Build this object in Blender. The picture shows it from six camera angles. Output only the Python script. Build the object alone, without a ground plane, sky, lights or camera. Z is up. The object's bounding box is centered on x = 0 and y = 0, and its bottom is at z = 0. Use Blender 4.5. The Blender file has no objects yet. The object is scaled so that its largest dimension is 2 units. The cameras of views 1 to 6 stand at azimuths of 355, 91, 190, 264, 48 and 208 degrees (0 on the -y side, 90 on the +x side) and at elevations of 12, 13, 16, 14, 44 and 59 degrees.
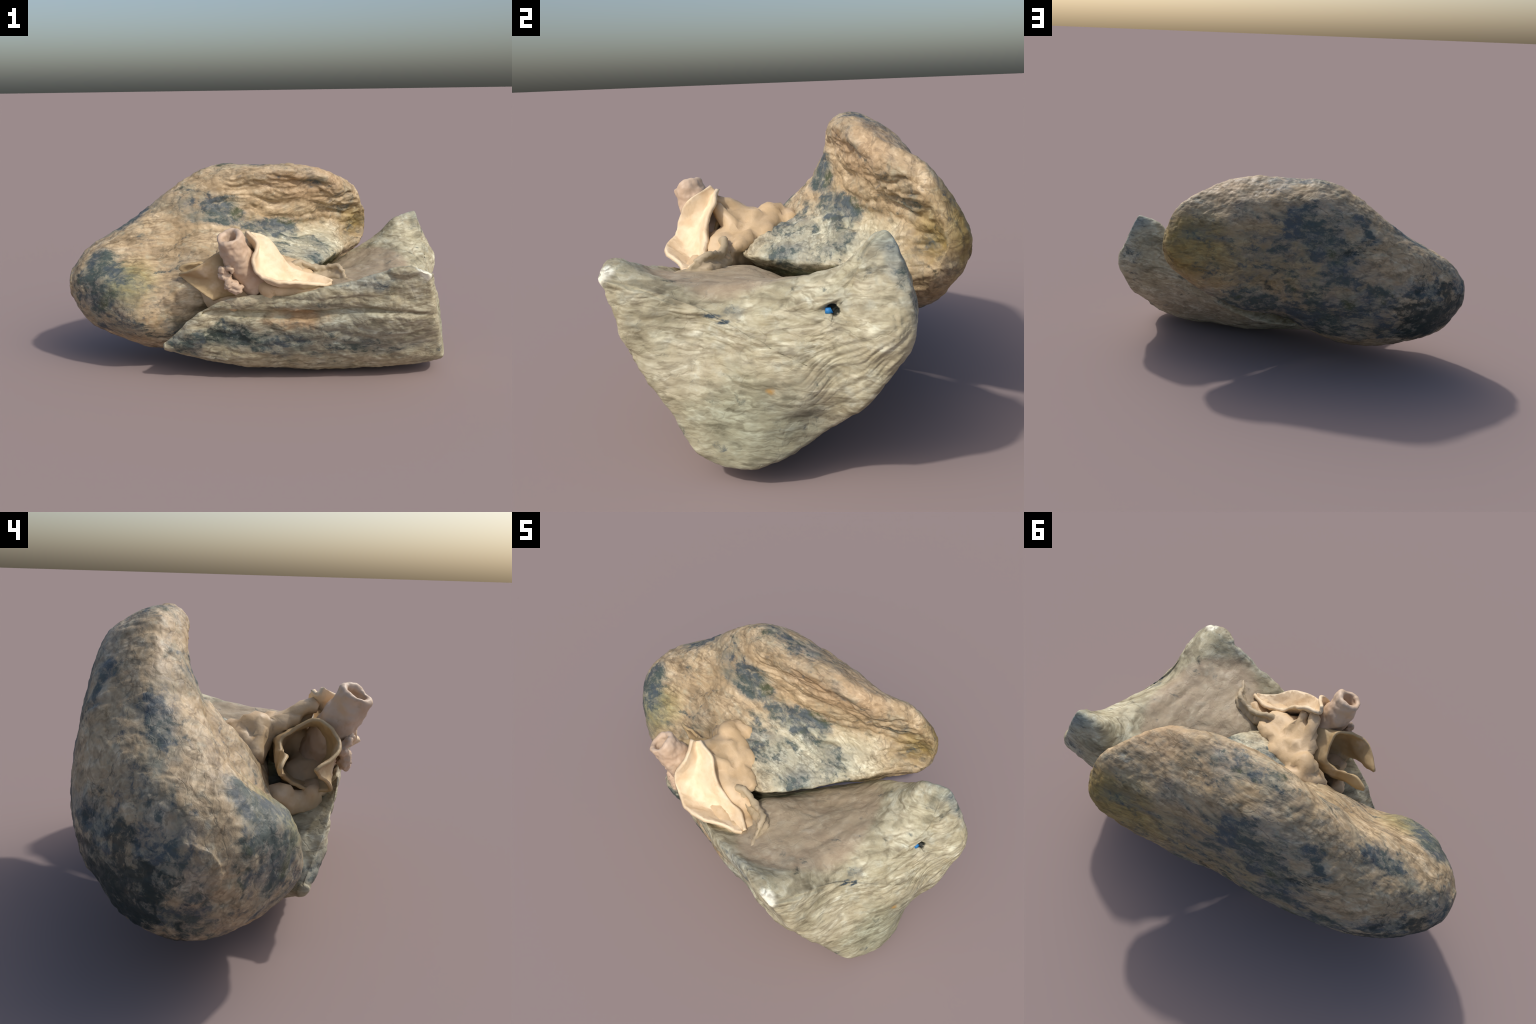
"""A preserved (fixed) lung: two lobes split by an oblique fissure, hilum with
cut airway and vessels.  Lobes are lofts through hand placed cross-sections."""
import bpy, math
import numpy as np

# ------------------------------------------------------------------ noise
_rng = np.random.RandomState(7)
_perm = _rng.permutation(256)
_perm = np.concatenate([_perm, _perm, _perm])
_grad = _rng.normal(size=(256, 3))
_grad /= np.linalg.norm(_grad, axis=1)[:, None]


def perlin(P):
    P = np.asarray(P, float)
    i = np.floor(P).astype(int)
    f = P - i
    w = f * f * f * (f * (f * 6 - 15) + 10)
    i &= 255
    out = 0
    for dx in (0, 1):
        for dy in (0, 1):
            for dz in (0, 1):
                h = _perm[_perm[_perm[(i[..., 0] + dx) & 255] + ((i[..., 1] + dy) & 255)] + ((i[..., 2] + dz) & 255)]
                g = _grad[h]
                d = g[..., 0] * (f[..., 0] - dx) + g[..., 1] * (f[..., 1] - dy) + g[..., 2] * (f[..., 2] - dz)
                k = ((w[..., 0] if dx else 1 - w[..., 0]) * (w[..., 1] if dy else 1 - w[..., 1])
                     * (w[..., 2] if dz else 1 - w[..., 2]))
                out = out + d * k
    return out * 1.6


def fbm(P, octaves=4):
    a, o, t = 1.0, 0, 0
    P = np.asarray(P, float)
    for k in range(octaves):
        o = o + a * perlin(P + 17.3 * k)
        t += a
        a *= 0.5
        P = P * 2.03
    return o / t


def ridged(P, octaves=3):
    """sharp valleys: 0 on the crease line, about 1 away from it"""
    a, o, t = 1.0, 0, 0
    P = np.asarray(P, float)
    for k in range(octaves):
        o = o + a * np.minimum(1, np.abs(perlin(P + 9.1 * k)) * 2.6)
        t += a
        a *= 0.5
        P = P * 1.97
    return o / t


def step(a, b, x):
    t = np.clip((np.asarray(x, float) - a) / (b - a), 0, 1)
    return t * t * (3 - 2 * t)


def bump_at(P, c, r):
    d2 = ((P - np.asarray(c)) ** 2).sum(-1) / (r * r)
    return np.exp(-d2)


# ------------------------------------------------------------------ splines
def catmull(pts, n, closed):
    """resample rows of control points (any trailing shape), centripetal-free"""
    pts = np.asarray(pts, float)
    m = len(pts)
    seg = m if closed else m - 1
    t = np.linspace(0, seg, n, endpoint=not closed)
    i = np.minimum(t.astype(int), seg - 1)
    f = (t - i).reshape((-1,) + (1,) * (pts.ndim - 1))

    def g(k):
        return pts[k % m] if closed else pts[np.clip(k, 0, m - 1)]
    a, b, c, d = g(i - 1), g(i), g(i + 1), g(i + 2)
    return 0.5 * (2 * b + (c - a) * f + (2 * a - 5 * b + 4 * c - d) * f ** 2 + (3 * b - a - 3 * c + d) * f ** 3)


def grid_normals(G, closed_u=True):
    du = np.roll(G, -1, 1) - np.roll(G, 1, 1) if closed_u else np.gradient(G, axis=1)
    dv = np.gradient(G, axis=0)
    N = np.cross(du, dv)
    return N / np.maximum(np.linalg.norm(N, axis=-1, keepdims=True), 1e-9)


def blur_rows(G, k):
    for _ in range(k):
        Q = G.copy()
        Q[1:-1] = 0.25 * G[:-2] + 0.5 * G[1:-1] + 0.25 * G[2:]
        G = Q
    return G


# ------------------------------------------------------------------ mesh
root = bpy.data.objects.new("lung", None)
bpy.context.scene.collection.objects.link(root)
root["label"] = "preserved lung, two wrinkled tan lobes with blue-black mottling"
root["category"] = "human organ"


def add_mesh(name, verts, faces, mat, parent=None, smooth=True):
    me = bpy.data.meshes.new(name)
    me.from_pydata([tuple(v) for v in verts], [], faces)
    me.validate()
    if smooth:
        me.polygons.foreach_set("use_smooth", [True] * len(me.polygons))
    me.materials.append(mat)
    me.update()
    ob = bpy.data.objects.new(name, me)
    bpy.context.scene.collection.objects.link(ob)
    ob.parent = parent or root
    return ob


def tube_faces(rows, cols, closed_u=True, cap0=False, cap1=False, flip=False):
    F = []
    cm = cols if closed_u else cols - 1
    for r in range(rows - 1):
        for c in range(cm):
            d = (c + 1) % cols
            q = (r * cols + c, r * cols + d, (r + 1) * cols + d, (r + 1) * cols + c)
            F.append(q[::-1] if flip else q)
    if cap0:
        q = tuple(range(cols))
        F.append(q if flip else q[::-1])
    if cap1:
        q = tuple((rows - 1) * cols + c for c in range(cols))
        F.append(q[::-1] if flip else q)
    return F


def recalc(ob):
    import bmesh
    bm = bmesh.new()
    bm.from_mesh(ob.data)
    bmesh.ops.recalc_face_normals(bm, faces=bm.faces)
    bm.to_mesh(ob.data)
    bm.free()


# ------------------------------------------------------------------ materials
class Nodes:
    """small helper for building shader graphs"""

    def __init__(self, name):
        self.mat = bpy.data.materials.new(name)
        self.mat.use_nodes = True
        self.t = self.mat.node_tree
        self.bsdf = self.t.nodes["Principled BSDF"]
        self.co = self.t.nodes.new("ShaderNodeTexCoord").outputs["Object"]

    def new(self, kind, **props):
        n = self.t.nodes.new(kind)
        for k, v in props.items():
            setattr(n, k, v)
        return n

    def put(self, sock, val):
        if hasattr(val, "is_linked"):
            self.t.links.new(val, sock)
        else:
            if isinstance(val, tuple) and len(val) == 3 and sock.type == "RGBA":
                val = (*val, 1)
            sock.default_value = val

    def math(self, op, a, b=0.0, clamp=False):
        n = self.new("ShaderNodeMath", operation=op, use_clamp=clamp)
        self.put(n.inputs[0], a)
        self.put(n.inputs[1], b)
        return n.outputs[0]

    def add(self, *xs):
        o = xs[0]
        for x in xs[1:]:
            o = self.math("ADD", o, x)
        return o

    def mul(self, a, b):
        return self.math("MULTIPLY", a, b)

    def vmath(self, op, a, b):
        n = self.new("ShaderNodeVectorMath", operation=op)
        self.put(n.inputs[0], a)
        self.put(n.inputs[1], b)
        return n.outputs["Value"] if op in ("LENGTH", "DISTANCE") else n.outputs[0]

    def mapping(self, vec, loc=(0, 0, 0), rot=(0, 0, 0), scale=(1, 1, 1)):
        n = self.new("ShaderNodeMapping")
        self.put(n.inputs["Vector"], vec)
        n.inputs["Location"].default_value = loc
        n.inputs["Rotation"].default_value = rot
        n.inputs["Scale"].default_value = scale
        return n.outputs[0]

    def noise(self, vec, scale, detail=6, rough=.6, dist=0.0, color=False):
        n = self.new("ShaderNodeTexNoise")
        self.put(n.inputs["Vector"], vec)
        n.inputs["Scale"].default_value = scale
        n.inputs["Detail"].default_value = detail
        n.inputs["Roughness"].default_value = rough
        n.inputs["Distortion"].default_value = dist
        return n.outputs["Color"] if color else n.outputs["Fac"]

    def edges(self, vec, scale):
        n = self.new("ShaderNodeTexVoronoi", feature="DISTANCE_TO_EDGE")
        self.put(n.inputs["Vector"], vec)
        n.inputs["Scale"].default_value = scale
        return n.outputs["Distance"]

    def ramp(self, x, a, b, lo=0.0, hi=1.0):
        n = self.new("ShaderNodeMapRange", interpolation_type="SMOOTHSTEP")
        self.put(n.inputs[0], x)
        n.inputs[1].default_value = a
        n.inputs[2].default_value = b
        n.inputs[3].default_value = lo
        n.inputs[4].default_value = hi
        return n.outputs[0]

    def mix(self, f, a, b):
        n = self.new("ShaderNodeMix", data_type="RGBA")
        self.put(n.inputs[0], f)
        self.put(n.inputs[6], a)
        self.put(n.inputs[7], b)
        return n.outputs[2]

    def scaled(self, col, k):
        return self.vmath("MULTIPLY", col, tuple(k))

    def blob(self, vec, c, r, soft=.3):
        """soft ellipsoid patch: 1 at its core, 0 outside"""
        d = self.vmath("SUBTRACT", vec, tuple(c))
        d = self.vmath("DIVIDE", d, tuple(r))
        return self.ramp(self.vmath("LENGTH", d, (0, 0, 0)), 1.0, soft)

    def blobs(self, vec, lst, base=0.0):
        o = base
        for c, r, w in lst:
            o = self.add(o, self.mul(self.blob(vec, c, r), w))
        return o


def lung_material(name, tans, tints, stain, stain_base, black, crease_base, stretch, stretch_rot=(0, 0, 0), wrinkle=(1, 1, 1), marks=(), sheets=()):
    m = Nodes(name)
    jit = m.vmath("SUBTRACT", m.noise(m.co, 5, 4, .6, color=True), (.5, .5, .5))
    wco = m.vmath("ADD", m.co, m.vmath("MULTIPLY", jit, (.22, .22, .22)))
    fine = m.vmath("SUBTRACT", m.noise(m.co, 28, 3, .6, color=True), (.5, .5, .5))
    fco = m.vmath("ADD", m.co, m.vmath("MULTIPLY", fine, (.03, .03, .03)))
    sco = m.mapping(fco, rot=stretch_rot, scale=stretch)
    # ground tissue
    col = m.mix(m.ramp(m.noise(m.co, 7, 8, .65), .36, .64), tans[0], tans[1])
    col = m.mix(m.ramp(m.noise(sco, 19, 6, .65), .50, .72, 0, .75), col, tans[2])
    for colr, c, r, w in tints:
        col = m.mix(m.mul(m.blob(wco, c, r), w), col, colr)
    # wrinkle glints and wrinkle shade, lightened and darkened into the tissue colour
    wr = m.mapping(m.vmath("ADD", m.co, m.vmath("MULTIPLY", fine, (.010, .010, .010))), rot=stretch_rot, scale=wrinkle)
    fold_tone = m.noise(wr, 17, 4, .62, .6)
    fold_tone2 = m.noise(wr, 34, 3, .6, .4)
    col = m.mix(m.ramp(fold_tone2, .54, .72, 0, .55), col, m.scaled(col, (1.38, 1.46, 1.58)))
    col = m.mix(m.ramp(fold_tone2, .46, .30, 0, .60), col, m.scaled(col, (.52, .51, .48)))
    col = m.mix(m.ramp(fold_tone, .53, .70, 0, .70), col, m.scaled(col, (1.38, 1.46, 1.58)))
    col = m.mix(m.ramp(fold_tone, .47, .32, 0, .70), col, m.scaled(col, (.52, .51, .48)))
    # thin wrinkle lines, dark in the fold and pale beside it
    for sc, wd, kk in ((11, .065, .34), (24, .08, .30)):
        wn = m.noise(wr, sc, 3, .55, .5)
        dev = m.math("ABSOLUTE", m.math("SUBTRACT", wn, .5))
        here = m.ramp(m.noise(m.co, sc * .45, 3), .36, .58)
        col = m.mix(m.mul(m.mul(m.ramp(dev, wd * 2.4, wd), m.ramp(dev, 0, wd)), m.mul(here, .40)), col, m.scaled(col, (1.38, 1.46, 1.58)))
        col = m.mix(m.mul(m.ramp(dev, wd, .0), m.mul(here, kk)), col, m.scaled(col, (.38, .36, .35)))
    sj = m.vmath("ADD", m.co, m.vmath("MULTIPLY", jit, (.05, .05, .05)))
    for colr, c, r, w in sheets:            # even skins with a clear border
        n = m.ramp(m.noise(m.co, 12, 5), .3, .7, .82, 1.0)
        col = m.mix(m.mul(m.mul(m.blob(sj, c, r, .82), w), n), col, colr)
    # blue grey carbon stain: a broad wash, then mottled dark flecks inside it
    amt = m.blobs(wco, stain, stain_base)
    big = m.noise(sco, 6, 5, .6, .4)
    wash = m.ramp(m.add(big, m.mul(amt, .34)), .50, .86)
    hue = m.mix(m.ramp(m.noise(m.co, 9, 3), .42, .6), (.135, .185, .170), (.150, .185, .200))
    col = m.mix(m.mul(wash, .58), col, hue)
    n1 = m.noise(sco, 13, 8, .68, .5)
    n1b = m.noise(sco, 36, 4, .65)
    fleck = m.ramp(m.add(m.mul(n1, .85), m.mul(wash, .17), m.mul(amt, .06), m.mul(n1b, .46)), .74, .90)
    dark = m.mix(m.ramp(m.noise(m.co, 7, 3), .42, .6), (.040, .066, .064), (.048, .070, .088))
    dark = m.mix(m.ramp(m.noise(m.co, 5.3, 3), .55, .68), dark, (.050, .066, .030))
    speck = m.ramp(m.noise(sco, 24, 5, .7), .50, .64, 1.0, .30)
    col = m.mix(m.mul(m.mul(fleck, speck), .86), col, dark)
    # black patches
    bl = m.blobs(wco, black, 0.0)
    n2 = m.noise(sco, 9.5, 7, .66, .8)
    bm = m.ramp(m.add(n2, m.mul(bl, .26), m.mul(n1b, .15)), .70, .82)
    col = m.mix(m.mul(m.mul(bm, speck), .88), col, (.022, .034, .032))
    # net of thin dark lines
    e = m.edges(m.vmath("ADD", wr, m.vmath("MULTIPLY", jit, (.16, .16, .16))), 13)
    line = m.ramp(e, .05, .0)
    gate = m.ramp(m.add(m.noise(m.co, 10, 4), m.mul(amt, .2)), .42, .66)
    lf = m.mul(m.mul(line, gate), crease_base)
    col = m.mix(lf, col, (.060, .060, .045))
    for colr, c, r, soft in marks:          # small marks with a crisp edge
        col = m.mix(m.blob(fco, c, r, soft), col, colr)
    m.put(m.bsdf.inputs["Base Color"], col)
    m.put(m.bsdf.inputs["Roughness"], m.ramp(m.noise(m.co, 18, 4), .3, .7, .48, .68))
    m.bsdf.inputs["Specular IOR Level"].default_value = .3
    h = m.add(m.mul(fold_tone, .8), m.mul(fold_tone2, .5), m.mul(m.noise(m.co, 60, 4, .6), .35), m.mul(line, -.12))
    b = m.new("ShaderNodeBump")
    b.inputs["Strength"].default_value = .32
    b.inputs["Distance"].default_value = .012
    m.put(b.inputs["Height"], h)
    m.put(m.bsdf.inputs["Normal"], b.outputs[0])
    return m.mat


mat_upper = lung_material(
    "upper_lobe_pleura",
    tans=((.450, .330, .192), (.390, .280, .155), (.385, .340, .230)),
    tints=[((.52, .48, .335), (.28, .10, .595), (.54, .44, .145), .90),
           ((.45, .300, .170), (.25, .27, .93), (.40, .17, .14), .55),
           ((.26, .180, .045), (.48, .58, .66), (.36, .22, .28), .90),
           ((.29, .20, .080), (.00, .58, .62), (.70, .24, .38), .78),
           ((.24, .20, .06), (-.68, -.06, .50), (.20, .18, .18), .75),
           ((.05, .075, .025), (.33, .12, .475), (.45, .38, .055), .80),  # scan's shading under the lip, baked in as dark green
           ((.40, .37, .27), (-.16, .02, .70), (.10, .07, .06), .7)],
    stain=[((-.86, .20, .34), (.34, .44, .40), .50), ((-.70, .46, .32), (.45, .25, .34), .45),
           ((-.15, .60, .60), (.85, .32, .52), .50), ((-.25, .46, .86), (.38, .14, .17), .50),
           ((-.22, .17, .79), (.26, .12, .14), .85), ((.08, .23, .70), (.26, .14, .10), .95),
           ((.02, .02, .62), (.22, .20, .11), .50), ((.28, .08, .59), (.40, .32, .11), .34),
           ((.05, .34, 1.03), (.16, .12, .07), .65), ((-.76, -.04, .50), (.26, .20, .24), .45),
           ((-.50, -.12, .24), (.28, .18, .13), .45), ((.00, .46, .28), (.65, .26, .20), .60),
           ((-.62, .28, .76), (.22, .12, .12), .55)],
    stain_base=.16,
    black=[((-.84, .36, .32), (.42, .36, .36), 1.0), ((-.84, .25, .46), (.16, .16, .16), .9),
           ((-.45, .46, .72), (.28, .10, .12), .5), ((-.45, -.14, .28), (.2, .12, .08), .55)],
    crease_base=.28, stretch=(.55, 1, 1), stretch_rot=(0, .35, 0), wrinkle=(.34, 1, 1))

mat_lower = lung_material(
    "lower_lobe_pleura",
    tans=((.435, .380, .250), (.370, .325, .205), (.43, .41, .30)),
    tints=[((.30, .30, .20), (.90, -.12, .19), (.16, .30, .22), .75),
           ((.28, .27, .20), (.25, -.44, .25), (.75, .16, .28), .75),
           ((.36, .36, .29), (.40, -.52, .55), (.40, .09, .08), .55),
           ((.40, .25, .125), (.12, -.39, .365), (.32, .09, .05), .80),
           ((.36, .28, .185), (.55, .25, .20), (.55, .30, .24), .60),
           ((.78, .74, .58), (.715, -.575, .605), (.07, .045, .055), .95),
           ((.30, .33, .27), (.87, .29, .70), (.10, .09, .12), .7),
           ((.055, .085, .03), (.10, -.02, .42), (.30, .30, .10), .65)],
    stain=[((-.20, -.30, .24), (.36, .16, .13), 1.0), ((-.42, -.22, .20), (.16, .14, .12), .6),
           ((.35, -.40, .19), (.62, .18, .18), .62), ((.38, -.52, .55), (.36, .08, .07), .55),
           ((-.05, -.37, .45), (.26, .08, .06), .5), ((.45, .36, .34), (.36, .14, .16), .65),
           ((.80, -.20, .48), (.05, .10, .04), .6), ((.90, .32, .66), (.10, .08, .12), .45),
           ((.80, .30, .50), (.14, .10, .2), .3)],
    stain_base=-.10,
    black=[((-.20, -.31, .245), (.30, .12, .085), .85), ((-.02, -.34, .27), (.25, .1, .05), .6)],
    crease_base=.14, stretch=(.6, .8, 1), stretch_rot=(0, 0, 0), wrinkle=(.40, .34, 1.15),
    marks=[((.010, .012, .008), (.885, .121, .531), (.045, .024, .017), .75),  # hole blackened by colour to show the darkness of its depth
           ((.055, .075, .085), (.800, -.240, .492), (.04, .050, .008), .4),
           ((.055, .075, .085), (.800, -.200, .478), (.04, .030, .007), .4),
           ((.36, .22, .07), (.935, -.064, .301), (.03, .018, .014), .2),
           ((.80, .77, .62), (.705, -.585, .600), (.060, .030, .048), .6)],
    sheets=[((.355, .265, .180), (.47, -.10, .53), (.29, .42, .16), .72),
            ((.52, .45, .31), (-.16, -.34, .455), (.15, .05, .035), .7)])


def tissue_material(name, a, b, dark, rough=.5):
    m = Nodes(name)
    col = m.mix(m.ramp(m.noise(m.co, 9, 5, .6), .38, .64), a, b)
    col = m.mix(m.ramp(m.noise(m.co, 22, 5, .65), .57, .75, 0, .6), col, dark)
    col = m.mix(m.ramp(m.noise(m.co, 6, 4, .6), .58, .72, 0, .5), col, (.70, .58, .42))
    m.put(m.bsdf.inputs["Base Color"], col)
    m.bsdf.inputs["Roughness"].default_value = rough
    m.bsdf.inputs["Specular IOR Level"].default_value = .35
    bp = m.new("ShaderNodeBump")
    bp.inputs["Strength"].default_value = .3
    bp.inputs["Distance"].default_value = .008
    m.put(bp.inputs["Height"], m.noise(m.co, 30, 5, .6))
    m.put(m.bsdf.inputs["Normal"], bp.outputs[0])
    return m.mat


mat_cream = tissue_material("vessel_wall", (.64, .48, .30), (.57, .41, .235), (.42, .28, .14))
mat_bronchus = tissue_material("airway_wall", (.60, .46, .34), (.54, .39, .27), (.42, .28, .17))
mat_artery = tissue_material("artery_wall", (.50, .37, .20), (.44, .31, .16), (.30, .20, .09))
mat_vein = tissue_material("vein_wall", (.80, .65, .45), (.72, .55, .35), (.52, .36, .19))  # base colour brightened to carry the vein's highlights
mat_fold = tissue_material("pleural_fold_tissue", (.44, .35, .23), (.40, .32, .20), (.26, .21, .11))

# ================================================================== UPPER LOBE
# cross-sections (y, z) at stations along x.  Order of the 14 points:
# crest inner, crest, outer upper, outer, outer widest, outer low, bottom back,
# bottom, underside, lip, shelf, hollow, inner wall, below the crest
UPPER = [
    (-0.985, [(.15, .50), (.19, .515), (.23, .50), (.255, .475), (.265, .43), (.255, .39), (.225, .36),
              (.18, .35), (.14, .36), (.11, .39), (.10, .42), (.105, .45), (.115, .47), (.13, .49)]),
    (-0.92, [(.12, .575), (.22, .60), (.29, .57), (0.325, 0.515), (0.345, 0.44), (.325, .345), (.26, .27),
             (.17, .24), (.08, .265), (0.035, 0.32), (0.025, 0.39), (.015, .46), (.035, .515), (.075, .555)]),
    (-0.80, [(0.125, 0.65), (.25, .675), (.35, .64), (0.395, 0.565), (0.438, 0.455), (.415, .335), (.32, .21),
             (.17, .16), (.03, .205), (-.06, .29), (-0.09, 0.39), (-0.075, 0.49), (-0.005, 0.56), (0.055, 0.615)]),
    (-0.65, [(0.14, 0.71), (0.28, 0.765), (0.395, 0.72), (0.455, 0.64), (.50, .48), (.47, .33), (.36, .175),
             (.17, .105), (-.02, .155), (-0.145, 0.28), (-0.15, 0.4), (-0.092, 0.5), (0.02, 0.575), (0.085, 0.645)]),
    (-0.50, [(.185, .79), (0.29, 0.875), (0.405, 0.83), (0.48, 0.73), (.533, .51), (.50, .33), (.375, .145),
             (.17, .075), (-.04, .13), (-.135, .28), (-.105, .43), (-0.01, 0.53), (0.085, 0.635), (.13, .73)]),
    (-0.35, [(.21, .91), (.29, .98), (.425, .905), (0.49, 0.79), (.55, .53), (.512, .33), (.385, .145),
             (.18, .07), (-.03, .14), (-.12, .33), (-.075, .48), (.00, .61), (.12, .735), (.17, .83)]),
    (-0.20, [(.195, .98), (.285, 1.038), (.43, .96), (0.5, 0.81), (.56, .55), (.525, .36), (.385, .18),
             (.20, .13), (.00, .22), (-.10, .42), (-.06, .54), (.04, .655), (.15, .77), (.175, .87)]),
    (0.00, [(.18, .995), (.27, 1.03), (.41, .975), (0.5, 0.84), (0.555, 0.58), (.52, .38), (.37, .25),
             (.20, .26), (.00, .33), (-.12, .50), (-.05, .60), (.12, .655), (.22, .755), (.205, .88)]),
    (0.20, [(.20, .99), (.265, 1.035), (.395, .97), (0.49, 0.855), (0.565, 0.585), (0.558, 0.42), (0.46, 0.31),
             (.20, .37), (0, 0.46), (-0.145, 0.535), (-0.08, 0.577), (0.14, 0.612), (0.272, 0.69), (.25, .85)]),
    (0.40, [(.255, .94), (.31, .98), (0.42, 0.915), (0.525, 0.79), (0.585, 0.62), (0.57, 0.475), (0.493, 0.385),
             (.33, .42), (0.25, 0.475), (0.14, 0.535), (0.18, 0.575), (0.28, 0.62), (0.362, 0.7), (0.302, 0.835)]),
    (0.55, [(.375, .865), (.415, .90), (0.47, 0.875), (0.55, 0.775), (.595, .64), (.575, .54), (.50, .48),
             (.45, .48), (0.435, 0.5), (0.4, 0.54), (0.41, 0.575), (.45, .62), (.45, .70), (.405, .79)]),
    (0.615, [(.44, .81), (.47, .83), (.50, .80), (.545, .74), (.575, .66), (.56, .58), (.52, .54),
             (.49, .53), (.46, .535), (.44, .55), (.455, .58), (.49, .62), (.49, .68), (.455, .75)]),
    (0.638, [(.475, .75), (.49, .76), (.51, .74), (.535, .70), (.55, .65), (.54, .60), (.52, .575),
             (.50, .565), (.48, .57), (.47, .58), (.475, .60), (.49, .63), (.495, .67), (.48, .71)]),
]


def loft(stations, shear, rows, cols):
    S = np.array([s for s, _ in stations])
    R = np.array([r for _, r in stations], float)
    # spread rows evenly in station value
    idx = np.interp(np.linspace(S[0], S[-1], rows), S, np.arange(len(S)))
    m = len(S)
    i = np.minimum(idx.astype(int), m - 2)
    f = (idx - i)[:, None, None]

    def tang(k):      # finite-difference tangents for uneven spacing
        k = np.clip(k, 0, m - 1)
        lo, hi = np.clip(k - 1, 0, m - 1), np.clip(k + 1, 0, m - 1)
        return (R[hi] - R[lo]) / (S[hi] - S[lo])[:, None, None]
    h = (S[i + 1] - S[i])[:, None, None]
    a, b = R[i], R[i + 1]
    ta, tb = tang(i) * h, tang(i + 1) * h
    Q = (2 * f**3 - 3 * f**2 + 1) * a + (f**3 - 2 * f**2 + f) * ta + (-2 * f**3 + 3 * f**2) * b + (f**3 - f**2) * tb
    Q = np.stack([catmull(q, cols, True) for q in Q])
    s = np.linspace(S[0], S[-1], rows)[:, None]
    w = np.clip(s / S[-1], 0, 1) * shear
    x = s + w * (0.25 * Q[..., 0] - 0.20 * Q[..., 1])
    # hollow of the diaphragm face below its front corner
    x = x - w * .038 * np.exp(-((Q[..., 0] + .27) ** 2 + (Q[..., 1] - .47) ** 2) / .15 ** 2)
    x = x + w * .055 * np.exp(-((Q[..., 0] - .25) ** 2 + (Q[..., 1] - .50) ** 2) / .10 ** 2)
    x = x - w * .058 * np.exp(-((Q[..., 0] - .09) ** 2 + (Q[..., 1] - .16) ** 2) / .12 ** 2)
    return np.concatenate([x[..., None], Q], -1), np.repeat(s, cols, 1)


def dome(G, sign, height, n=14, front=True):
    """round off the end of a grid with shrinking rings"""
    ring = G[0] if front else G[-1]
    c = ring.mean(0)
    out = []
    for k in range(1, n + 1):
        a = k / n * math.pi / 2 * 0.985
        q = c + (ring - c) * math.cos(a)
        q[:, 0] += sign * height * math.sin(a)
        out.append(q)
    out = np.array(out)
    return np.concatenate([out[::-1], G]) if front else np.concatenate([G, out])


NU = 300
GU, _ = loft(UPPER, 0, 380, NU)
GU = dome(GU, -1, .015, 12, True)
GU = dome(GU, 1, .02, 12, False)
NRM = -grid_normals(GU)
u = np.linspace(0, 14, NU, endpoint=False)[None, :] * np.ones((len(GU), 1))


def upper_relief(P, N, u):
    x, y, z = P[..., 0], P[..., 1], P[..., 2]
    inner = step(8.8, 10, u) * (1 - step(13.6, 13.95, u)) * step(-.40, .05, x) * (1 - step(.58, .64, x))
    wall = step(10.8, 11.6, u) * inner
    outer = 1 - step(8, 9, u)
    ends = step(-1.0, -.9, x)
    jig = np.stack([fbm(P * 4 + 11, 2), fbm(P * 4 + 23, 2), fbm(P * 4 + 37, 2)], -1)
    Q = P + .07 * jig
    X, Y, Z = Q[..., 0], Q[..., 1], Q[..., 2]
    d = .011 * fbm(P * 5.5, 3) + .0035 * fbm(P * 17, 3)
    # long folds running down the hollow of the inner wall to the sharp end
    along = X * 2.0 + Z * .8
    fold = ridged(np.stack([along, Y * 5 + 4, (Z + .12 * X) * 11], -1), 2)
    d += wall * .026 * (fold - .55)
    fine = ridged(np.stack([along * 2.2, Y * 16, (Z + .12 * X) * 24], -1), 2)
    d += (.14 + .86 * inner) * .010 * (fine - .5)
    # two named creases: under the crest and at the foot of the wall
    d -= wall * .020 * np.exp(-((z - (.945 - .10 * np.clip(x, 0, 1))) / .014) ** 2) * step(-.1, .1, x) * (1 - step(.3, .45, x))
    d -= inner * .011 * np.exp(-((z - (.745 - .02 * x) - .02 * jig[..., 0]) / .012) ** 2) * step(-.1, .08, x) * (1 - step(.35, .5, x))
    # crumpled outer surface, creases slanting down to the apex
    sl = ridged(np.stack([(X + Z) * 3.5, (Z + .55 * X) * 10, Y * 3], -1), 3)
    d += outer * ends * .0045 * (sl - .5)
    d -= outer * .007 * np.exp(-((z + .62 * x - .46 - .03 * jig[..., 1]) / .016) ** 2) * step(-.75, -.6, x) * (1 - step(-.3, -.1, x)) * step(.3, .4, y)
    cr = ridged(Q * 9 + 3, 2)
    d += .0035 * (cr - .5)
    cr2 = ridged(Q * 21 + 1, 2)
    d += .003 * (cr2 - .5)
    return d


d = upper_relief(GU, NRM, u)
d = d - d.mean() - .003
taper = np.ones(len(GU)); taper[:8] = np.linspace(0, 1, 8); taper[-8:] = np.linspace(1, 0, 8)
GU = GU + NRM * (d * taper[:, None])[..., None]
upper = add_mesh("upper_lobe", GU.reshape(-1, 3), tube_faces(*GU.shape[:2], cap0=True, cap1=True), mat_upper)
recalc(upper)

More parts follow.
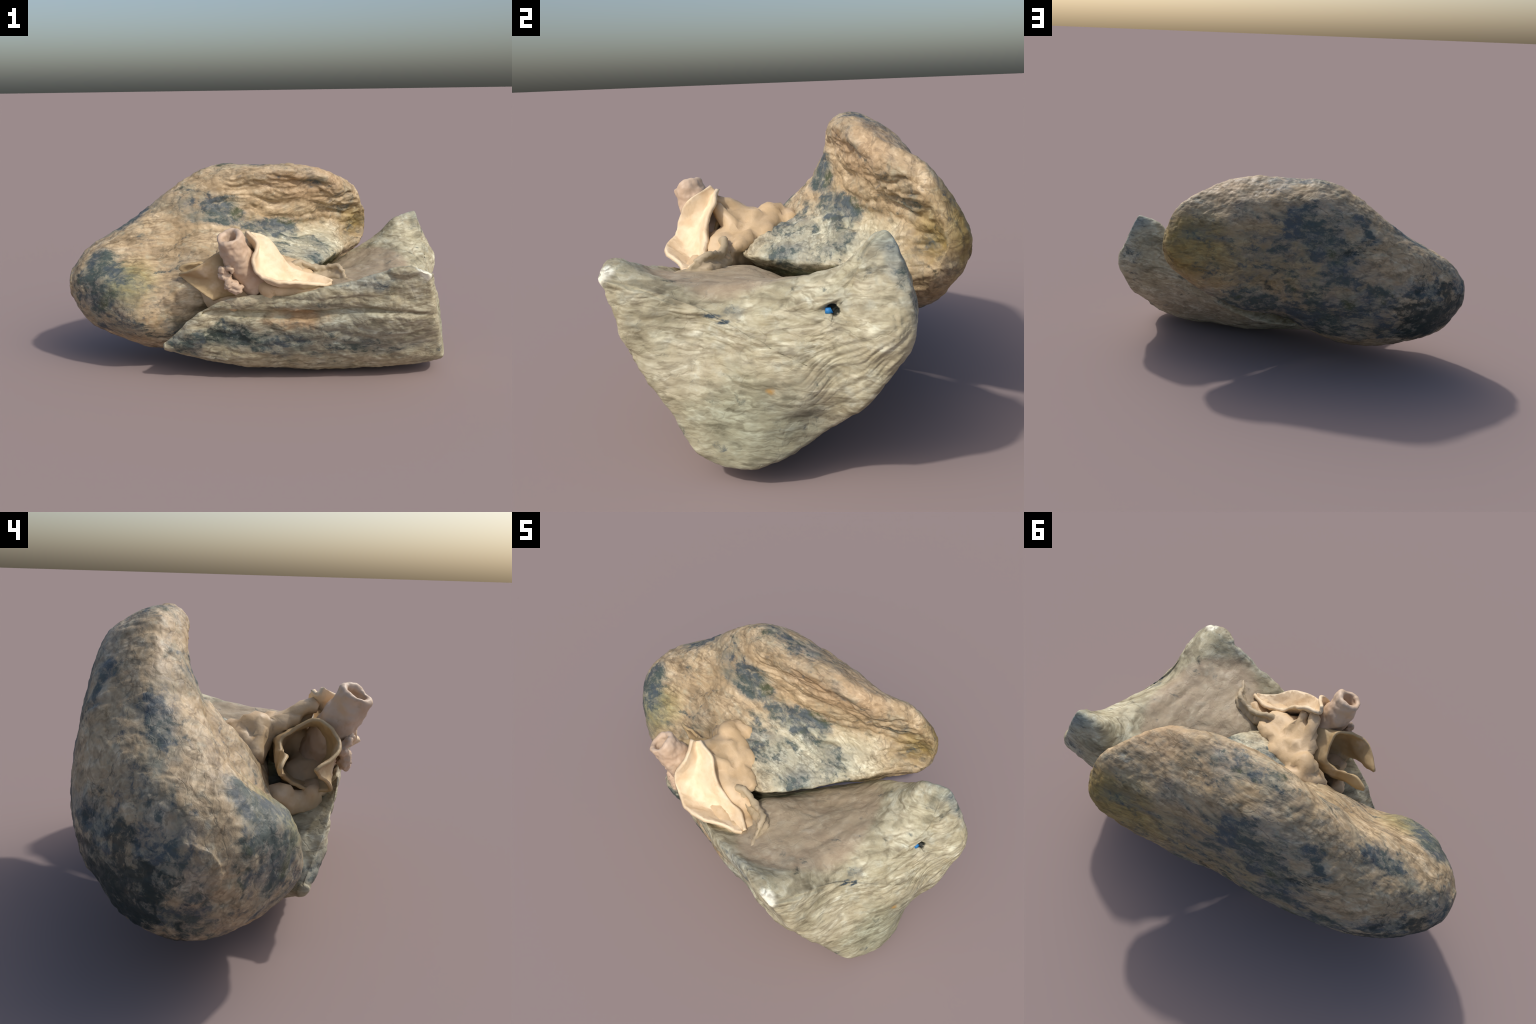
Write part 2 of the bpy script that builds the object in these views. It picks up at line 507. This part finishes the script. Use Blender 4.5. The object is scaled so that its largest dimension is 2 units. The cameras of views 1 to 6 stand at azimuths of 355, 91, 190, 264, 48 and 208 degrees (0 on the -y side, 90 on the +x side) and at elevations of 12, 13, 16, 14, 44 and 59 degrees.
# ================================================================== LOWER LOBE
# 15 points: rim crest, front upper, crease, bulge, front low, keel front, keel,
# keel back, back low, back, back top, floor back, floor mid, floor, rim foot
LOWER = [
    (-0.50, [(-.185, .20), (-.192, .198), (-.197, .194), (-.20, .186), (-.198, .175), (-.19, .165), (-.18, .16),
             (-.17, .16), (-.163, .164), (-.16, .17), (-.16, .175), (-.162, .183), (-.166, .19), (-.172, .196), (-.178, .199)]),
    (-0.38, [(-.265, .335), (-.272, .32), (-.275, .30), (-.275, .27), (-.25, .19), (-.20, .14), (-.15, .11),
             (-.11, .10), (-.08, .115), (-0.05, 0.12), (-0.045, 0.16), (-0.06, 0.215), (-0.11, 0.265), (-0.17, 0.3), (-.235, .32)]),
    (-0.25, [(-.32, .43), (-.325, .41), (-.305, .37), (-0.29, 0.33), (-0.265, 0.19), (-.22, .105), (-.14, .07),
             (-.05, .07), (.00, .08), (0.06, 0.1), (0.06, 0.16), (0.03, 0.24), (-0.05, 0.3), (-0.16, 0.35), (-.26, .38)]),
    (-0.10, [(-.355, .47), (-.36, .43), (-.335, .37), (-.345, .33), (-.30, .18), (-.23, .08), (-.12, .04),
             (.00, .055), (.10, .085), (.15, .11), (.18, .15), (.08, .21), (-0.03, 0.31), (-0.16, 0.38), (-.29, .42)]),
    (0.10, [(-.40, .475), (-.41, .43), (-.38, .375), (-.39, .33), (-.335, .18), (-.235, .06), (-.10, .015),
            (.05, .05), (.17, .10), (.25, .15), (.29, .19), (.15, .26), (.00, .34), (-.15, .41), (-.34, .43)]),
    (0.30, [(-.455, .515), (-.465, .46), (-.425, .38), (-.43, .32), (-.355, .18), (-.245, .055), (-.10, .005),
             (.10, .05), (.22, .12), (.33, .22), (.38, .29), (.20, .40), (0, 0.465), (-.15, .52), (-.37, .49)]),
    (0.50, [(-.49, .555), (-.50, .50), (-.455, .40), (-.455, .34), (-.37, .19), (-.25, .055), (-.10, .005),
             (.09, .06), (0.225, 0.17), (0.345, 0.31), (0.395, 0.43), (0.28, 0.52), (0.05, 0.495), (-.15, .53), (-0.4, 0.535)]),
    (0.70, [(-.52, .605), (-.53, .54), (-0.505, 0.43), (-0.488, 0.35), (-0.405, 0.21), (-0.275, 0.06), (-.10, .015),
             (.08, .065), (.22, .18), (0.315, 0.34), (0.385, 0.47), (0.32, 0.61), (0.12, 0.575), (-0.15, 0.545), (-0.41, 0.555)]),
    (0.83, [(-0.565, 0.634), (-.55, .55), (-.52, .45), (-0.505, 0.36), (-0.405, 0.235), (-0.29, 0.075), (-.12, .03),
             (.05, .08), (.18, .18), (0.305, 0.34), (0.372, 0.52), (0.28, 0.715), (.12, .617), (-0.15, 0.56), (-0.38, 0.575)]),
    (0.97, [(-0.58, 0.605), (-0.567, 0.56), (-.53, .46), (-0.495, 0.37), (-0.395, 0.245), (-.285, .085), (-.14, .055),
             (.00, .105), (.13, .19), (.275, .35), (.345, .52), (0.275, 0.757), (0.13, 0.59), (-0.18, 0.495), (-0.4, 0.56)]),
]
NL = 300
GL, sL = loft(LOWER, 1, 330, NL)
GL = dome(GL, -1, .012, 10, True)
# diaphragm face: shrink the last ring toward its centre, bulging a little
ring = GL[-1]
cen = np.array([.9, .05, .38])
def face_x(y, z):
    """the diaphragm face as a height field over (y, z)"""
    x = .97 + .25 * y - .20 * z
    x = x - .038 * np.exp(-((y + .27) ** 2 + (z - .47) ** 2) / .15 ** 2)
    x = x + .055 * np.exp(-((y - .25) ** 2 + (z - .50) ** 2) / .10 ** 2)
    x = x - .058 * np.exp(-((y - .09) ** 2 + (z - .16) ** 2) / .12 ** 2)
    return x


uu = np.linspace(0, 15, NL, endpoint=False)
edge_round = 1 - step(10.6, 11.2, uu) * (1 - step(14.6, 15, uu))
face = []
NF = 150
for k in range(1, NF + 1):
    t = k / NF
    q = ring + (cen - ring) * (t * .995)
    low = 1 - step(.33, .55, q[:, 2])
    q[:, 0] = face_x(q[:, 1], q[:, 2])
    q[:, 0] += .020 * (edge_round * (1 - math.exp(-t / .05)) + (1 - edge_round) * step(0, .5, t)) + .026 * low * step(0, .8, t) * (1 - .8 * step(-.02, .18, q[:, 1])) - .010 * (1 - low) * step(.05, .5, t)
    face.append(q)
GL = np.concatenate([GL, np.array(face)])
k0 = len(GL) - NF
GL[k0 - 25:k0 + 25] = blur_rows(GL[k0 - 25:k0 + 25], 14)      # round the rim
NRL = grid_normals(GL)
ul = np.linspace(0, 15, NL, endpoint=False)[None, :] * np.ones((len(GL), 1))
isface = np.zeros(GL.shape[:2]); isface[-NF:] = np.minimum(1, np.arange(NF) / 12)[:, None]


def lower_relief(P, N, u, isface):
    x, y, z = P[..., 0], P[..., 1], P[..., 2]
    jig = np.stack([fbm(P * 4 + 41, 2), fbm(P * 4 + 53, 2), fbm(P * 4 + 67, 2)], -1)
    Q = P + .06 * jig
    X, Y, Z = Q[..., 0], Q[..., 1], Q[..., 2]
    d = .008 * fbm(P * 6 + 5, 3) + .004 * fbm(P * 18, 2)
    floor = step(10.2, 11, u) * (1 - step(14.2, 14.8, u)) * (1 - isface)
    # wrinkles of the diaphragm face: sweep across y, bending up to the back tip
    bend = Z - 1.7 * np.clip(Y + .02, 0, 1) ** 2
    amp = .12 + .88 * step(.24, .48, z + .12 * np.clip(y, 0, 1))
    w1 = ridged(np.stack([bend * 15, Y * 3.2, X * 2.0], -1), 2)
    d += isface * amp * .009 * (w1 - .5)
    w2 = ridged(np.stack([bend * 33, Y * 7, X * 3], -1), 2)
    d += isface * amp * .005 * (w2 - .5)
    # front: deep crease under the upper strip, then folds along x
    front = (1 - step(4.2, 6, u)) * (1 - isface)
    zc = .375 + .02 * jig[..., 0] + .03 * step(.1, .45, x) - .03 * step(.5, .8, x)
    d -= front * .024 * np.exp(-((z - zc) / .014) ** 2) * (1 - .6 * step(.45, .75, x))
    w3 = ridged(np.stack([X * 3, Z * 11, Y * 4], -1), 2)
    d += front * .009 * (w3 - .5)
    d += (1 - isface) * (1 - floor) * (.0045 * (ridged(Q * 10, 2) - .5) + .002 * (ridged(Q * 22, 2) - .5))
    # little polygons of the fissure floor
    d += floor * .005 * (ridged(Q * 7 + 2, 2) - .5)
    return d


d = lower_relief(GL, NRL, ul, isface)
d = d - d.mean() - .002
taper = np.ones(len(GL)); taper[:8] = np.linspace(0, 1, 8)
GL = GL + NRL * (d * taper[:, None])[..., None]
# torn hole in the diaphragm face, a little slit running up behind it
hy, hz = GL[..., 1] - .121, GL[..., 2] - .531
ang = np.arctan2(hz, hy)
rr = np.sqrt((hy / .027) ** 2 + (hz / .018) ** 2) * (1 + .15 * np.sin(3 * ang + 1) + .08 * np.sin(5 * ang))
GL[..., 0] -= isface * .034 * np.exp(-rr ** 3)
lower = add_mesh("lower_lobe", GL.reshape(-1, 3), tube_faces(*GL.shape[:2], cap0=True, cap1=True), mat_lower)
recalc(lower)

# ================================================================== HILUM
def sheet(name, curves, n_along, n_across, thick, mat, rough=.004, seed=0, close=False, octs=14):
    """thick curved sheet through a list of curves (rows of control points)"""
    rows = [catmull(np.array(c, float), n_along, False) for c in curves]
    G = catmull(np.array(rows), n_across, close)          # across x along x 3
    N = grid_normals(G, False)
    G = G + N * (rough * fbm(G * octs + seed, 3))[..., None]
    edge = np.minimum(1, np.minimum(np.arange(n_along), np.arange(n_along)[::-1]) / 2.0)
    A = G + N * thick / 2
    B = G - N * thick / 2
    r, c = G.shape[:2]
    V = np.concatenate([A.reshape(-1, 3), B.reshape(-1, 3)])
    off = r * c
    F = []
    rm = r if close else r - 1
    for i in range(rm):
        j = (i + 1) % r
        for k in range(c - 1):
            F.append((i * c + k, i * c + k + 1, j * c + k + 1, j * c + k))
            F.append((off + i * c + k, off + j * c + k, off + j * c + k + 1, off + i * c + k + 1))
        F.append((i * c, j * c, off + j * c, off + i * c))
        F.append((i * c + c - 1, off + i * c + c - 1, off + j * c + c - 1, j * c + c - 1))
    if not close:
        for k in range(c - 1):
            F.append((k, off + k, off + k + 1, k + 1))
            a = (r - 1) * c
            F.append((a + k, a + k + 1, off + a + k + 1, off + a + k))
    ob = add_mesh(name, V, F, mat)
    recalc(ob)
    return ob


def frame(d):
    d = d / np.linalg.norm(d)
    a = np.cross(d, [0, 0, 1.0]); a /= np.linalg.norm(a)
    return a, np.cross(a, d)


def pipe(name, path, radii, wall, mat, depth=.12, seed=0, n=72, m=50, squash=1.0, rough=.006):
    """hollow vessel stump: outer wall, rounded lip and inner wall.  path[0] is the open end"""
    path = catmull(np.array(path, float), m, False)
    radii = catmull(np.array(radii, float)[:, None], m, False)[:, 0]
    ang = np.linspace(0, 2 * math.pi, n, endpoint=False)
    T = np.gradient(path, axis=0)
    L = np.concatenate([[0], np.cumsum(np.linalg.norm(np.diff(path, axis=0), axis=1))])

    def ring(k, r):
        a, b = frame(T[k])
        return path[k] + r * (np.cos(ang)[:, None] * a + squash * np.sin(ang)[:, None] * b)
    rows = []
    for k in range(m - 1, 1, -1):
        rows.append(ring(k, radii[k]))
    lip = T[0] / np.linalg.norm(T[0])
    for t in np.linspace(0, math.pi, 9):
        rows.append(ring(0, radii[0] - wall / 2 + wall / 2 * math.cos(t)) - lip * wall * .5 * math.sin(t))
    for k in range(2, m):
        if L[k] > depth:
            break
        rows.append(ring(k, max(.004, (radii[k] - wall) * (1 - .5 * (L[k] / depth) ** 2))))
    G = np.array(rows)
    N = grid_normals(G)
    G = G + N * (rough * fbm(G * 16 + seed, 3))[..., None]
    ob = add_mesh(name, G.reshape(-1, 3), tube_faces(*G.shape[:2], cap0=True, cap1=True), mat)
    recalc(ob)
    return ob


pipe("bronchus", [(-.184, -.388, .757), (-.165, -.368, .71), (-.14, -.34, .65), (-.09, -.305, .57), (-.04, -.285, .50)],
     [.060, .065, .069, .072, .070], .024, mat_bronchus, depth=.07, seed=3, rough=.016)

def bake(ob, *mods):
    """apply modifiers given as (type, settings) and keep the result"""
    for kind, props in mods:
        md = ob.modifiers.new(kind.lower(), kind)
        for k, v in props.items():
            setattr(md, k, v)
    dg = bpy.context.evaluated_depsgraph_get()
    me = bpy.data.meshes.new_from_object(ob.evaluated_get(dg))
    old = ob.data
    ob.modifiers.clear()
    ob.data = me
    bpy.data.meshes.remove(old)
    me.name = ob.name
    me.polygons.foreach_set("use_smooth", [True] * len(me.polygons))
    return ob


def roughen(ob, amp, freq, seed, crease=.5):
    me = ob.data
    n = len(me.vertices)
    co = np.empty(n * 3); me.vertices.foreach_get("co", co); co = co.reshape(-1, 3)
    no = np.empty(n * 3); me.vertices.foreach_get("normal", no); no = no.reshape(-1, 3)
    co = co + no * (amp * fbm(co * freq + seed, 3) + amp * crease * (ridged(co * freq * 1.3 + seed, 2) - .5))[:, None]
    me.vertices.foreach_set("co", co.ravel())
    me.update()


def soft_body(name, pieces, mat, voxel=.007, amp=.014, freq=10, seed=0, keep=.12):
    """union of capsules (a, b, ra, rb) melted together, creased, then reduced to
    the coarse facets of dried tissue"""
    V, F = [], []
    nu, nv = 20, 14
    for a, b, ra, rb in pieces:
        a, b = np.array(a, float), np.array(b, float)
        d = b - a
        L = np.linalg.norm(d)
        d = d / L if L > 1e-6 else np.array([1.0, 0, 0])
        e, f = frame(d + np.array([1e-4, 2e-4, 0]))
        base = len(V)
        rows = []
        for k in range(nv + 1):
            t = math.pi * k / nv
            c, r = (a, ra) if k <= nv // 2 else (b, rb)
            for j in range(nu):
                p = 2 * math.pi * j / nu
                V.append(c - d * r * math.cos(t) + (r * math.sin(t) + 1e-5) * (e * math.cos(p) + f * math.sin(p)))
        for k in range(nv):
            for j in range(nu):
                j2 = (j + 1) % nu
                F.append((base + k * nu + j, base + k * nu + j2, base + (k + 1) * nu + j2, base + (k + 1) * nu + j))
        F.append(tuple(base + j for j in range(nu))[::-1])
        F.append(tuple(base + nv * nu + j for j in range(nu)))
    ob = add_mesh(name, V, F, mat)
    recalc(ob)
    bake(ob, ("REMESH", dict(mode="VOXEL", voxel_size=voxel)), ("SMOOTH", dict(factor=.5, iterations=6)))
    roughen(ob, amp, freq, seed)
    bake(ob, ("DECIMATE", dict(ratio=keep)))
    return ob


# pulmonary artery: wide torn funnel opening toward the apex, two pointed shreds
rim = [(-.20, -.25, .675), (-.27, -.295, .65), (-.33, -.315, .61), (-.385, -.27, .575), (-.42, -.215, .55),
       (-.345, -.27, .495), (-.27, -.30, .445), (-.25, -.22, .44), (-.28, -.15, .485), (-.42, -.105, .548),
       (-.365, -.13, .588), (-.265, -.128, .578), (-.205, -.14, .615)]
mid = [(-.16, -.25, .65), (-.19, -.285, .63), (-.21, -.305, .59), (-.22, -.31, .555), (-.225, -.305, .53),
       (-.22, -.30, .49), (-.20, -.285, .455), (-.19, -.22, .44), (-.20, -.15, .47), (-.20, -.125, .52),
       (-.195, -.12, .545), (-.19, -.118, .575), (-.17, -.13, .605)]
deep = [(-.03, -.21 + .75 * (p[1] + .21), .55 + .75 * (p[2] - .55)) for p in mid]
artery = sheet("pulmonary_artery", [list(t) for t in zip(rim, mid, deep)], 40, 120, .012, mat_artery, .012, 5, close=True)
bake(artery, ("DECIMATE", dict(ratio=.22)))

# pulmonary vein: slit open trough, hollow facing up and to the front
edge_l = [(-.085, -.285, .768), (-.058, -.380, .715), (-.083, -.415, .640), (-.040, -.435, .575), (.04, -.462, .560), (.14, -.450, .548), (.21, -.40, .525), (.30, -.365, .516)]
edge_r = [(-.070, -.262, .758), (.010, -.262, .722), (.062, -.290, .650), (.10, -.295, .600), (.14, -.298, .575), (.18, -.300, .560), (.23, -.300, .55), (.31, -.340, .525)]
sag = [(-.095, -.268, .748), (-.050, -.305, .675), (-.030, -.345, .600), (.01, -.365, .545), (.06, -.370, .520), (.11, -.360, .508), (.18, -.345, .50), (.295, -.345, .508)]
vein = sheet("pulmonary_vein", [edge_l, sag, edge_r], 90, 44, .016, mat_vein, .020, 9, octs=12)
bake(vein, ("DECIMATE", dict(ratio=.25)))

# connective tissue that the stumps grow out of
soft_body("hilum_tissue", [
    ((-.02, -.255, .690), (.01, -.19, .610), .018, .050),
    ((-.07, -.262, .712), (-.11, -.15, .640), .018, .045),
    ((-.02, -.225, .650), (-.05, -.15, .625), .040, .045),
    ((-.14, -.050, .628), (.05, -.08, .570), .055, .050),
    ((-.06, -.115, .600), (.06, -.16, .540), .062, .075),
    ((.03, -.22, .550), (.18, -.25, .490), .075, .060),
    ((-.01, -.29, .520), (.03, -.28, .450), .068, .068),
    ((.00, -.33, .490), (.24, -.345, .475), .055, .035),
    ((-.08, -.24, .450), (.12, -.25, .430), .080, .080),
    ((.12, -.235, .560), (.21, -.235, .535), .022, .030),
    ((.05, -.13, .590), (.16, -.17, .565), .035, .030),
    ((-.18, .010, .605), (-.09, .02, .605), .040, .042),
    ((-.20, -.035, .560), (-.12, -.065, .600), .050, .050),
    ((.20, -.27, .500), (.30, -.31, .485), .035, .030),
    ((-.28, -.12, .440), (-.24, -.20, .410), .030, .035),
    ((-.25, -.15, .410), (-.22, -.22, .385), .045, .045),
    ((-.24, -.24, .425), (-.16, -.27, .410), .030, .040),
    ((-.20, -.18, .380), (-.10, -.22, .380), .060, .065),
], mat_cream, seed=4, amp=.030, freq=8, keep=.06)

# crumbs of fat and lymph node beside the airway
soft_body("lymph_node", [((-.222, -.360, .600), (-.205, -.352, .585), .016, .020),
                         ((-.225, -.348, .575), (-.195, -.352, .560), .020, .022),
                         ((-.185, -.380, .612), (-.17, -.375, .600), .013, .014),
                         ((-.19, -.36, .53), (-.15, -.37, .51), .025, .025)],
          mat_bronchus, voxel=.004, amp=.020, freq=24, seed=8, keep=.3)

# pleural ridge bounding the fissure floor, from the shelf to the front rim
ridge = [(.10, -.235, .585), (.17, -.225, .590), (.225, -.225, .566), (.287, -.242, .563), (.345, -.272, .582),
         (.362, -.31, .560), (.375, -.36, .540), (.405, -.41, .535), (.44, -.455, .548)]
pieces = []
for k, (p, q) in enumerate(zip(ridge[:-1], ridge[1:])):
    r = .013 if k < 5 else .009
    drop = 0 if k < 5 else .010
    pieces.append(((p[0], p[1], p[2] - drop), (q[0], q[1], q[2] - drop), r, r))
    pieces.append(((p[0] - .004, p[1], p[2] - .045), (q[0] - .004, q[1], q[2] - .045), .026, .026))
soft_body("pleural_fold", pieces, mat_fold, voxel=.005, amp=.018, freq=15, seed=6, keep=.12)

# scrap of blue backing seen inside the hole
add_mesh("blue_fleck", [(.891, .098, .520), (.894, .124, .516), (.890, .114, .534), (.887, .100, .533),
                        (.860, .098, .520), (.860, .124, .516), (.860, .114, .534), (.860, .100, .533)],
         [(0, 1, 2, 3), (7, 6, 5, 4), (0, 4, 5, 1), (1, 5, 6, 2), (2, 6, 7, 3), (3, 7, 4, 0)],
         tissue_material("blue_scrap", (.02, .16, .42), (.03, .25, .60), (.02, .12, .35)))
